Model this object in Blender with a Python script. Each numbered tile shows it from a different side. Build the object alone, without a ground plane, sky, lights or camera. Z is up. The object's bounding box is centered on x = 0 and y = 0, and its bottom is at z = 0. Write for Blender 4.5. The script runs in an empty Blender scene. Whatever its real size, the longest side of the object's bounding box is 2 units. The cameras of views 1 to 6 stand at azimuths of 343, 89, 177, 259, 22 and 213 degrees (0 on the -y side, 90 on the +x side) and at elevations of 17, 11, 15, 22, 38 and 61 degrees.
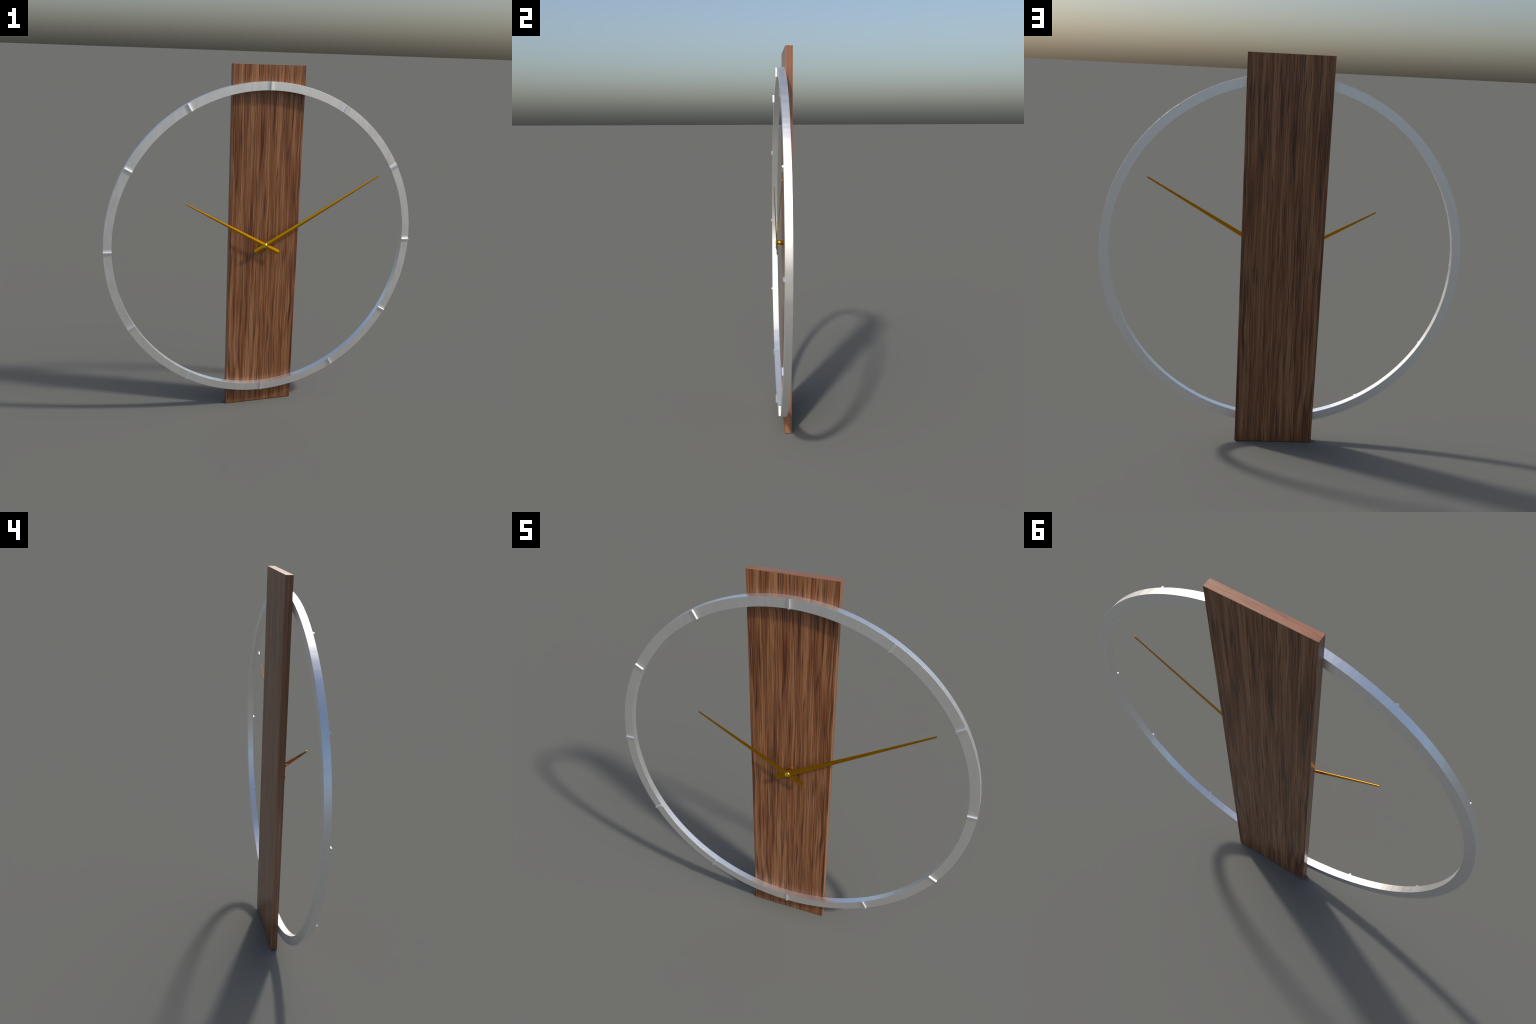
"""Wall clock: an upright walnut board, a brushed steel ring with twelve hour
markers standing in front of it, and two brass hands on a round post."""
import bpy
import bmesh
import math
from mathutils import Vector, Matrix

# ----------------------------------------------------------------- sizes (m)
BOARD_HALF_WIDTH = 0.2052
BOARD_FRONT, BOARD_BACK = 0.0014, 0.0390
BOARD_HEIGHT = 2.0
CENTRE_Z = 1.0005
RING_OUTER, RING_INNER = 0.9114, 0.8662
RING_FRONT, RING_BACK = -0.0317, 0.0022      # the back is let 1 mm into the board
RING_CHAMFER = 0.0003
MARKER_BASE, MARKER_TOP, MARKER_PROUD = 0.0122, 0.0072, 0.0073
HUB_RADIUS = 0.0127

scene = bpy.context.scene


# ------------------------------------------------------------ node utilities
class Nodes:
    """Small helper that keeps node graphs readable."""

    def __init__(self, name):
        self.mat = bpy.data.materials.new(name)
        self.mat.use_nodes = True
        self.tree = self.mat.node_tree
        self.bsdf = self.tree.nodes["Principled BSDF"]
        tc = self.tree.nodes.new("ShaderNodeTexCoord")
        sep = self.tree.nodes.new("ShaderNodeSeparateXYZ")
        self.tree.links.new(tc.outputs["Object"], sep.inputs[0])
        self.obj = tc.outputs["Object"]
        self.x, self.y, self.z = sep.outputs

    def put(self, sock, value):
        if isinstance(value, bpy.types.NodeSocket):
            self.tree.links.new(value, sock)
        else:
            sock.default_value = value

    def math(self, op, a, b=0.0, c=0.0, clamp=False):
        n = self.tree.nodes.new("ShaderNodeMath")
        n.operation, n.use_clamp = op, clamp
        for s, v in zip(n.inputs, (a, b, c)):
            self.put(s, v)
        return n.outputs[0]

    def add(self, a, b): return self.math("ADD", a, b)
    def sub(self, a, b): return self.math("SUBTRACT", a, b)
    def mul(self, a, b): return self.math("MULTIPLY", a, b)
    def mad(self, a, b, c): return self.math("MULTIPLY_ADD", a, b, c)

    def step(self, v, lo, hi, out_lo=0.0, out_hi=1.0):
        n = self.tree.nodes.new("ShaderNodeMapRange")
        n.interpolation_type = "SMOOTHSTEP"
        for s, w in zip(n.inputs, (v, lo, hi, out_lo, out_hi)):
            self.put(s, w)
        return n.outputs[0]

    def noise(self, u, v, w=0.0, detail=2.0, rough=0.5, distortion=0.0):
        comb = self.tree.nodes.new("ShaderNodeCombineXYZ")
        for s, c in zip(comb.inputs, (u, v, w)):
            self.put(s, c)
        n = self.tree.nodes.new("ShaderNodeTexNoise")
        self.tree.links.new(comb.outputs[0], n.inputs["Vector"])
        n.inputs["Scale"].default_value = 1.0
        n.inputs["Detail"].default_value = detail
        n.inputs["Roughness"].default_value = rough
        n.inputs["Distortion"].default_value = distortion
        return n.outputs["Fac"]

    def ramp(self, fac, stops):
        n = self.tree.nodes.new("ShaderNodeValToRGB")
        el = n.color_ramp.elements
        while len(el) < len(stops):
            el.new(0.5)
        for e, (pos, col) in zip(el, stops):
            e.position, e.color = pos, (*col, 1.0)
        self.put(n.inputs[0], fac)
        return n.outputs["Color"]

    def mix(self, fac, a, b, mode="MIX"):
        n = self.tree.nodes.new("ShaderNodeMix")
        n.data_type, n.blend_type = "RGBA", mode
        self.put(n.inputs[0], fac)
        for s, v in zip((n.inputs[6], n.inputs[7]), (a, b)):
            self.put(s, v if isinstance(v, bpy.types.NodeSocket) else (*v, 1.0))
        return n.outputs[2]

    def bump(self, height, strength, distance):
        n = self.tree.nodes.new("ShaderNodeBump")
        n.inputs["Strength"].default_value = strength
        n.inputs["Distance"].default_value = distance
        self.put(n.inputs["Height"], height)
        self.tree.links.new(n.outputs[0], self.bsdf.inputs["Normal"])

    def set(self, **kw):
        for k, v in kw.items():
            self.put(self.bsdf.inputs[k.replace("_", " ")], v)


# ------------------------------------------------------------------- walnut
WALNUT_DARK = (0.050, 0.019, 0.011)
WALNUT_RED = (0.150, 0.053, 0.020)
WALNUT_MID = (0.210, 0.085, 0.034)
WALNUT_TAN = (0.312, 0.150, 0.068)

# darker heart streaks: centre x, centre z, half width, half height, lean
HEART_STREAKS = [
    (0.115, 1.64, 0.020, 0.16, 0.00), (0.171, 1.30, 0.014, 0.26, 0.02),
    (-0.186, 1.74, 0.020, 0.28, 0.00), (0.128, 1.52, 0.010, 0.10, 0.02),
    (-0.130, 0.61, 0.013, 0.10, -0.06), (-0.165, 0.64, 0.008, 0.11, -0.02),
    (0.176, 0.58, 0.010, 0.15, 0.12), (0.154, 0.82, 0.016, 0.15, 0.04),
    (0.121, 0.17, 0.011, 0.11, 0.00), (-0.100, 1.10, 0.010, 0.22, 0.00),
    (-0.156, 0.21, 0.008, 0.15, 0.22), (-0.120, 0.23, 0.007, 0.13, -0.07),
    (0.195, 1.0, 0.008, 0.60, 0.00), (-0.197, 1.1, 0.008, 0.50, 0.00),
]


def walnut_face():
    """Long grain seen on the broad faces; the same figure runs right through."""
    n = Nodes("walnut_long_grain")
    x, z = n.x, n.z
    wander = n.sub(n.noise(n.mul(x, 7.0), n.mul(z, 1.7), 3.1, 2.0), 0.5)
    # the grain opens into an arch (a "cathedral") low on the left
    ax = n.mul(n.add(x, 0.128), 1 / 0.055)
    bell = n.math("EXPONENT", n.mul(n.mul(ax, ax), -1.0))
    low = n.step(z, 0.0, 0.55, 1.0, 0.0)
    ripple = n.sub(n.noise(n.mul(x, 22.0), n.mul(z, 5.5), 41.0, 1.0), 0.5)
    u = n.mad(ripple, 0.0085, n.mad(wander, 0.020, x))
    u = n.add(u, n.mul(n.mul(bell, low), n.mul(ax, 0.012)))

    bands = n.noise(n.mul(u, 33.0), n.mul(z, 0.9), 0.0, 2.0, 0.5)
    streak = n.noise(n.mul(u, 150.0), n.mul(z, 2.2), 5.0, 3.0, 0.6)
    fibre = n.noise(n.mul(u, 400.0), n.mul(z, 6.5), 9.0, 2.0, 0.6)
    # each layer about its mean of 0.5
    tone = n.add(n.mul(n.sub(bands, 0.5), 0.95),
                 n.add(n.mul(n.sub(streak, 0.5), 1.15), n.mul(n.sub(fibre, 0.5), 0.65)))
    tone = n.add(tone, 0.55)

    heart = None
    for cx, cz, rx, rz, lean in HEART_STREAKS:
        dz = n.sub(z, cz)
        dx = n.mul(n.sub(n.sub(u, cx), n.mul(dz, lean)), 1 / rx)
        dz = n.mul(dz, 1 / rz)
        m = n.math("EXPONENT", n.mul(n.add(n.mul(dx, dx), n.mul(dz, dz)), -1.0))
        heart = m if heart is None else n.math("MAXIMUM", heart, m)
    tone = n.sub(tone, n.mul(heart, 0.16))

    colour = n.ramp(tone, [(0.18, WALNUT_DARK), (0.38, WALNUT_RED),
                           (0.52, WALNUT_MID), (0.74, WALNUT_TAN)])
    # warmer and cooler strands
    hue = n.noise(n.mul(u, 60.0), n.mul(z, 1.6), 14.0, 2.0)
    colour = n.mix(n.step(hue, 0.50, 0.66, 0.0, 0.55), colour, (1.06, 0.76, 0.60), "MULTIPLY")
    # narrow dark pores and growth lines
    line = n.noise(n.mul(u, 100.0), n.mul(z, 1.1), 21.0, 1.0, 0.4)
    line = n.math("ABSOLUTE", n.sub(line, 0.5))
    gate = n.step(n.noise(n.mul(u, 60.0), n.mul(z, 3.0), 30.0, 2.0), 0.40, 0.58)
    line = n.mul(n.step(line, 0.0, 0.055, 1.0, 0.0), gate)
    colour = n.mix(n.mul(line, 0.85), colour, (0.036, 0.013, 0.008))
    # long joined veins: contour lines of a slow, stretched field
    field = n.noise(n.mul(u, 52.0), n.mul(z, 0.85), 55.0, 2.0, 0.35)
    vein = n.step(n.math("ABSOLUTE", n.sub(n.math("FRACT", n.mul(field, 4.0)), 0.5)), 0.0, 0.13, 1.0, 0.0)
    keep = n.step(n.noise(n.mul(u, 26.0), n.mul(z, 1.8), 63.0, 2.0), 0.42, 0.60)
    colour = n.mix(n.mul(n.mul(vein, keep), 0.74), colour, (0.040, 0.014, 0.008))
    n.set(Base_Color=colour, Roughness=n.step(fibre, 0.3, 0.7, 0.36, 0.30), Specular_IOR_Level=0.5)
    n.bump(n.sub(fibre, line), 0.05, 0.002)
    return n.mat


def walnut_edge():
    """Quarter-sawn look of the long narrow edges: a few broad stripes."""
    n = Nodes("walnut_edge_grain")
    v = n.mad(n.sub(n.noise(n.mul(n.y, 20.0), n.mul(n.z, 1.2), 2.0, 1.0), 0.5), 0.006, n.y)
    stripe = n.noise(n.mul(v, 150.0), n.mul(n.z, 1.0), n.mul(n.x, 3.0), 2.0, 0.5)
    fine = n.noise(n.mul(v, 500.0), n.mul(n.z, 7.0), n.mul(n.x, 9.0), 2.0, 0.6)
    tone = n.add(n.mul(stripe, 0.75), n.mul(fine, 0.25))
    colour = n.ramp(tone, [(0.32, (0.150, 0.060, 0.030)), (0.50, (0.235, 0.102, 0.052)),
                           (0.66, (0.330, 0.150, 0.075))])
    n.set(Base_Color=colour, Roughness=0.33, Specular_IOR_Level=0.5)
    return n.mat


def walnut_end():
    """Top and bottom cuts: paler, with thin lines along the width."""
    n = Nodes("walnut_end_grain")
    v = n.mad(n.sub(n.noise(n.mul(n.x, 9.0), n.mul(n.y, 30.0), 2.0, 1.0), 0.5), 0.006, n.y)
    line = n.noise(n.mul(v, 520.0), n.mul(n.x, 12.0), 1.0, 3.0, 0.6)
    soft = n.noise(n.mul(v, 110.0), n.mul(n.x, 6.0), 7.0, 2.0, 0.5)
    tone = n.add(n.mul(line, 0.6), n.mul(soft, 0.4))
    colour = n.ramp(tone, [(0.36, (0.150, 0.055, 0.028)), (0.48, (0.238, 0.095, 0.050)),
                           (0.62, (0.290, 0.128, 0.068))])
    n.set(Base_Color=colour, Roughness=0.36, Specular_IOR_Level=0.5)
    return n.mat


# ------------------------------------------------------------------- metals
def brushed_steel():
    n = Nodes("brushed_steel")
    x, y, z = n.x, n.y, n.z
    wav = n.mad(n.sub(n.noise(n.mul(x, 9.0), n.mul(z, 9.0), n.mul(y, 20.0), 1.0), 0.5), 0.02, x)
    brush = n.noise(n.mul(wav, 85.0), n.mul(z, 13.0), n.mul(y, 4.0), 2.0, 0.5)
    cloud = n.noise(n.mul(wav, 30.0), n.mul(z, 14.0), n.mul(y, 12.0), 1.0, 0.5)
    shade = n.add(n.mul(brush, 0.6), n.mul(cloud, 0.4))
    colour = n.ramp(shade, [(0.30, (0.92, 0.92, 0.92)), (0.70, (0.98, 0.98, 0.98))])
    n.set(Base_Color=colour, Metallic=0.93, Roughness=n.step(shade, 0.35, 0.65, 0.42, 0.35))
    # the brushing fades out on the plain back face
    n.bump(n.mul(shade, n.step(y, -0.002, 0.001, 1.0, 0.0)), 0.13, 0.003)
    return n.mat


def brass(name, low, high):
    n = Nodes(name)
    t = n.noise(n.mul(n.x, 40.0), n.mul(n.z, 40.0), n.mul(n.y, 40.0), 2.0)
    colour = n.ramp(t, [(0.3, low), (0.7, high)])
    n.set(Base_Color=colour, Metallic=1.0, Roughness=0.2)
    return n.mat


# ---------------------------------------------------------------- mesh tools
def finish(name, verts, faces, materials, parent, normals=None, smooth=True, slots=None):
    me = bpy.data.meshes.new(name)
    me.from_pydata([tuple(v) for v in verts], [], faces)
    for m in materials:
        me.materials.append(m)
    me.polygons.foreach_set("use_smooth", [smooth] * len(me.polygons))
    if slots:
        me.polygons.foreach_set("material_index", slots)
    me.update()
    if normals:
        me.normals_split_custom_set([tuple(v) for v in normals])
    ob = bpy.data.objects.new(name, me)
    scene.collection.objects.link(ob)
    ob.parent = parent
    return ob


def build_board(parent, face, edge, end):
    bm = bmesh.new()
    bmesh.ops.create_cube(bm, size=1.0)
    depth = BOARD_BACK - BOARD_FRONT
    bmesh.ops.scale(bm, vec=(2 * BOARD_HALF_WIDTH, depth, BOARD_HEIGHT), verts=bm.verts)
    bmesh.ops.translate(bm, vec=(0, (BOARD_FRONT + BOARD_BACK) / 2, BOARD_HEIGHT / 2), verts=bm.verts)
    bmesh.ops.bevel(bm, geom=list(bm.edges), offset=0.0006, segments=2, profile=0.5, affect="EDGES")
    me = bpy.data.meshes.new("backboard")
    for m in (face, edge, end):
        me.materials.append(m)
    for f in bm.faces:
        a = [abs(c) for c in f.normal]
        f.material_index = 2 if a[2] > 0.9 else 1 if a[0] > max(a[1], a[2]) else 0
        f.smooth = False
    bm.to_mesh(me)
    bm.free()
    ob = bpy.data.objects.new("backboard", me)
    scene.collection.objects.link(ob)
    ob.parent = parent
    return ob


def radial(a):      # a = clock angle, clockwise from twelve as seen from the front (-y)
    return Vector((math.sin(a), 0.0, math.cos(a)))


def tangent(a):
    return Vector((math.cos(a), 0.0, -math.sin(a)))


def build_ring(parent, steel):
    """Chamfered rectangular section swept round; where a marker rises out of the
    front face the shading normals lean towards it, like a cast fillet."""
    d_in = (MARKER_BASE / 2) / 0.888
    d_out = 0.024 / 0.888
    stations = []                                   # (angle, lean of the front normal)
    for k in range(12):
        c = k * math.tau / 12
        stations += [(c - d_out, 0.0), (c - d_in, -0.20), (c + d_in, 0.20), (c + d_out, 0.0)]
        a0, a1 = c + d_out, c + math.tau / 12 - d_out
        stations += [(a0 + (a1 - a0) * i / 24, 0.0) for i in range(1, 24)]
    c = RING_CHAMFER
    F, B, O, I = RING_FRONT, RING_BACK, RING_OUTER, RING_INNER
    front, back = Vector((0, -1, 0)), Vector((0, 1, 0))
    # section corners going front -> outside -> back -> inside
    section = [(I + c, F), (O - c, F), (O, F + c), (O, B - c), (O - c, B), (I + c, B), (I, B - c), (I, F + c)]
    verts = [CENTRE + radial(a) * r + Vector((0, y, 0)) for a, _ in stations for r, y in section]

    def normal(side, st):
        a, lean = st
        if side == "f":
            return (front + tangent(a) * lean).normalized()
        return {"o": radial(a), "b": back, "i": -radial(a)}[side]
    sides = ["ff", "fo", "oo", "ob", "bb", "bi", "ii", "if"]
    faces, normals = [], []
    m, total = len(section), len(stations)
    for s in range(total):
        s2 = (s + 1) % total
        for j in range(m):
            j2 = (j + 1) % m
            faces.append((s * m + j, s2 * m + j, s2 * m + j2, s * m + j2))
            n0, n1 = sides[j]
            flat = "f" in sides[j] and stations[s][1] < 0 < stations[s2][1]
            A = (stations[s][0], 0.0) if flat else stations[s]
            Bq = (stations[s2][0], 0.0) if flat else stations[s2]
            normals += [normal(n0, A), normal(n0, Bq), normal(n1, Bq), normal(n1, A)]
    # make the winding face outwards
    faces, normals = orient(verts, faces, normals)
    return finish("ring", verts, faces, [steel], parent, normals)


def orient(verts, faces, normals):
    """Flip faces whose winding disagrees with the wanted normals."""
    out_f, out_n, i = [], [], 0
    for f in faces:
        ns = normals[i:i + len(f)]
        i += len(f)
        p = [Vector(verts[k]) for k in f]
        g = sum((p[k].cross(p[(k + 1) % len(p)]) for k in range(len(p))), Vector((0, 0, 0)))
        mean = sum(ns, Vector((0, 0, 0)))
        if g.dot(mean) < 0:
            f, ns = tuple(reversed(f)), list(reversed(ns))
        out_f.append(f)
        out_n += ns
    return out_f, out_n


def build_markers(ring, steel):
    """One small bar, shared by all twelve hours."""
    wb, w, p, sink = MARKER_BASE / 2, MARKER_TOP / 2, MARKER_PROUD, 0.001
    r0, r1 = RING_INNER - 0.0004, RING_OUTER + 0.0004
    # half section from the foot outwards: (across, y, lean of the shading normal)
    half = [(wb, sink, 52), (w + 0.0012, -0.0022, 80), (w + 0.0003, 0.0016 - p, 82), (w, 0.0003 - p, 74), (w - 0.0003, -p, 2)]
    section = [(-t, y) for t, y, _ in half] + [(t, y) for t, y, _ in reversed(half)]
    tilt = [-a for _, _, a in half] + [a for _, _, a in reversed(half)]
    nrm = [Vector((math.sin(math.radians(t)), -math.cos(math.radians(t)), 0)) for t in tilt]
    verts = [Vector((t, RING_FRONT + y, r)) for r in (r0, r1) for t, y in section]
    k = len(section)
    faces, normals = [], []
    for j in range(k - 1):
        faces.append((j, j + 1, k + j + 1, k + j))
        normals += [nrm[j], nrm[j + 1], nrm[j + 1], nrm[j]]
    for base, d in ((0, -1), (k, 1)):
        faces.append(tuple(base + j for j in range(k)))
        normals += [Vector((0, 0, d))] * k
    faces.append((0, k - 1, 2 * k - 1, k))
    normals += [Vector((0, 1, 0))] * 4
    faces, normals = orient(verts, faces, normals)
    first = finish("hour_marker", verts, faces, [steel], ring, normals)
    for h in range(12):
        ob = first if h == 0 else first.copy()
        if h:
            scene.collection.objects.link(ob)
            ob.parent = ring
        ob.matrix_local = Matrix.Translation(CENTRE) @ Matrix.Rotation(h * math.tau / 12, 4, "Y")


def build_hand(name, parent, metal, angle, tail, reach, w_tail, w_tip, y_back, slab, slope):
    """Flat-backed bar with a roof ridge on its front, tapering from tail to tip."""
    # rounded ends: (distance along the hand, share of the local half width)
    e0, e1 = w_tail * 0.20, w_tip * 0.35
    along = [(-tail - e0, 0.45), (-tail - e0 * 0.55, 0.80), (-tail, 1.0)]
    n = 8
    along += [(-tail + (reach + tail) * i / n, 1.0) for i in range(1, n)]
    along += [(reach - e1, 1.0), (reach - e1 * 0.25, 0.95), (reach, 0.80)]
    a_dir, t_dir = radial(angle), tangent(angle)
    verts = []
    for s, share in along:
        q = min(max((s + tail) / (reach + tail), 0.0), 1.0)
        half = 0.5 * (w_tail + (w_tip - w_tail) * q)
        edge_y, ridge_y = y_back - slab, y_back - slab - half * slope
        hw = half * share
        rim = ridge_y + (edge_y - ridge_y) * share      # stay on the roof plane at the ends
        base = CENTRE + a_dir * s
        verts += [base + t_dir * across + Vector((0, y, 0)) for across, y in
                  ((-hw, y_back), (-hw, rim), (0, ridge_y), (hw, rim), (hw, y_back))]
    faces = []
    for i in range(len(along) - 1):
        for j in range(5):
            j2 = (j + 1) % 5
            faces.append((i * 5 + j, i * 5 + j2, (i + 1) * 5 + j2, (i + 1) * 5 + j))
    faces.append(tuple(range(5)))
    faces.append(tuple((len(along) - 1) * 5 + j for j in range(5)))
    ob = finish(name, verts, faces, [metal], parent, smooth=False)
    bm = bmesh.new()
    bm.from_mesh(ob.data)
    bmesh.ops.recalc_face_normals(bm, faces=bm.faces)
    bm.to_mesh(ob.data)
    bm.free()
    return ob


def lathe(name, parent, metal, profile, steps=48):
    """Profile of (radius, y) turned about the clock's axis."""
    verts, faces = [], []
    for r, y in profile:
        for i in range(steps):
            verts.append(CENTRE + radial(i * math.tau / steps) * r + Vector((0, y, 0)))
    for k in range(len(profile) - 1):
        for i in range(steps):
            i2 = (i + 1) % steps
            faces.append((k * steps + i, k * steps + i2, (k + 1) * steps + i2, (k + 1) * steps + i))
    faces.append(tuple(range(steps)))
    faces.append(tuple((len(profile) - 1) * steps + i for i in range(steps)))
    ob = finish(name, verts, faces, [metal], parent)
    bm = bmesh.new()
    bm.from_mesh(ob.data)
    bmesh.ops.recalc_face_normals(bm, faces=bm.faces)
    bm.to_mesh(ob.data)
    bm.free()
    return ob


# --------------------------------------------------------------------- build
CENTRE = Vector((0.0, 0.0, CENTRE_Z))

clock = bpy.data.objects.new("wall_clock", None)
scene.collection.objects.link(clock)
clock["label"] = "tall walnut board clock with steel ring and brass hands"
clock["category"] = "wall clock"

steel = brushed_steel()
gold = brass("deep_gold", (0.62, 0.285, 0.006), (0.67, 0.305, 0.008))
pale = brass("pale_brass", (0.93, 0.64, 0.045), (0.97, 0.68, 0.055))
build_board(clock, walnut_face(), walnut_edge(), walnut_end())
ring = build_ring(clock, steel)
build_markers(ring, steel)

post = lathe("hand_post", clock, pale,
             [(HUB_RADIUS, BOARD_FRONT + 0.002), (HUB_RADIUS, -0.0270), (HUB_RADIUS - 0.0012, -0.0288), (0.004, -0.0290)])
build_hand("minute_hand", clock, gold, math.radians(60.0), 0.0675, 0.7800, 0.0285, 0.0080, -0.0310, 0.0026, 0.22)
build_hand("hour_hand", clock, gold, math.radians(-61.0), 0.0870, 0.5310, 0.0285, 0.0070, -0.0306, 0.0024, 0.24)
# flat-topped cap whose shading rolls over from the centre to the rim
lathe("hand_cap", clock, pale, [(HUB_RADIUS, -0.0315), (HUB_RADIUS, -0.0374), (0.0004, -0.0389)])
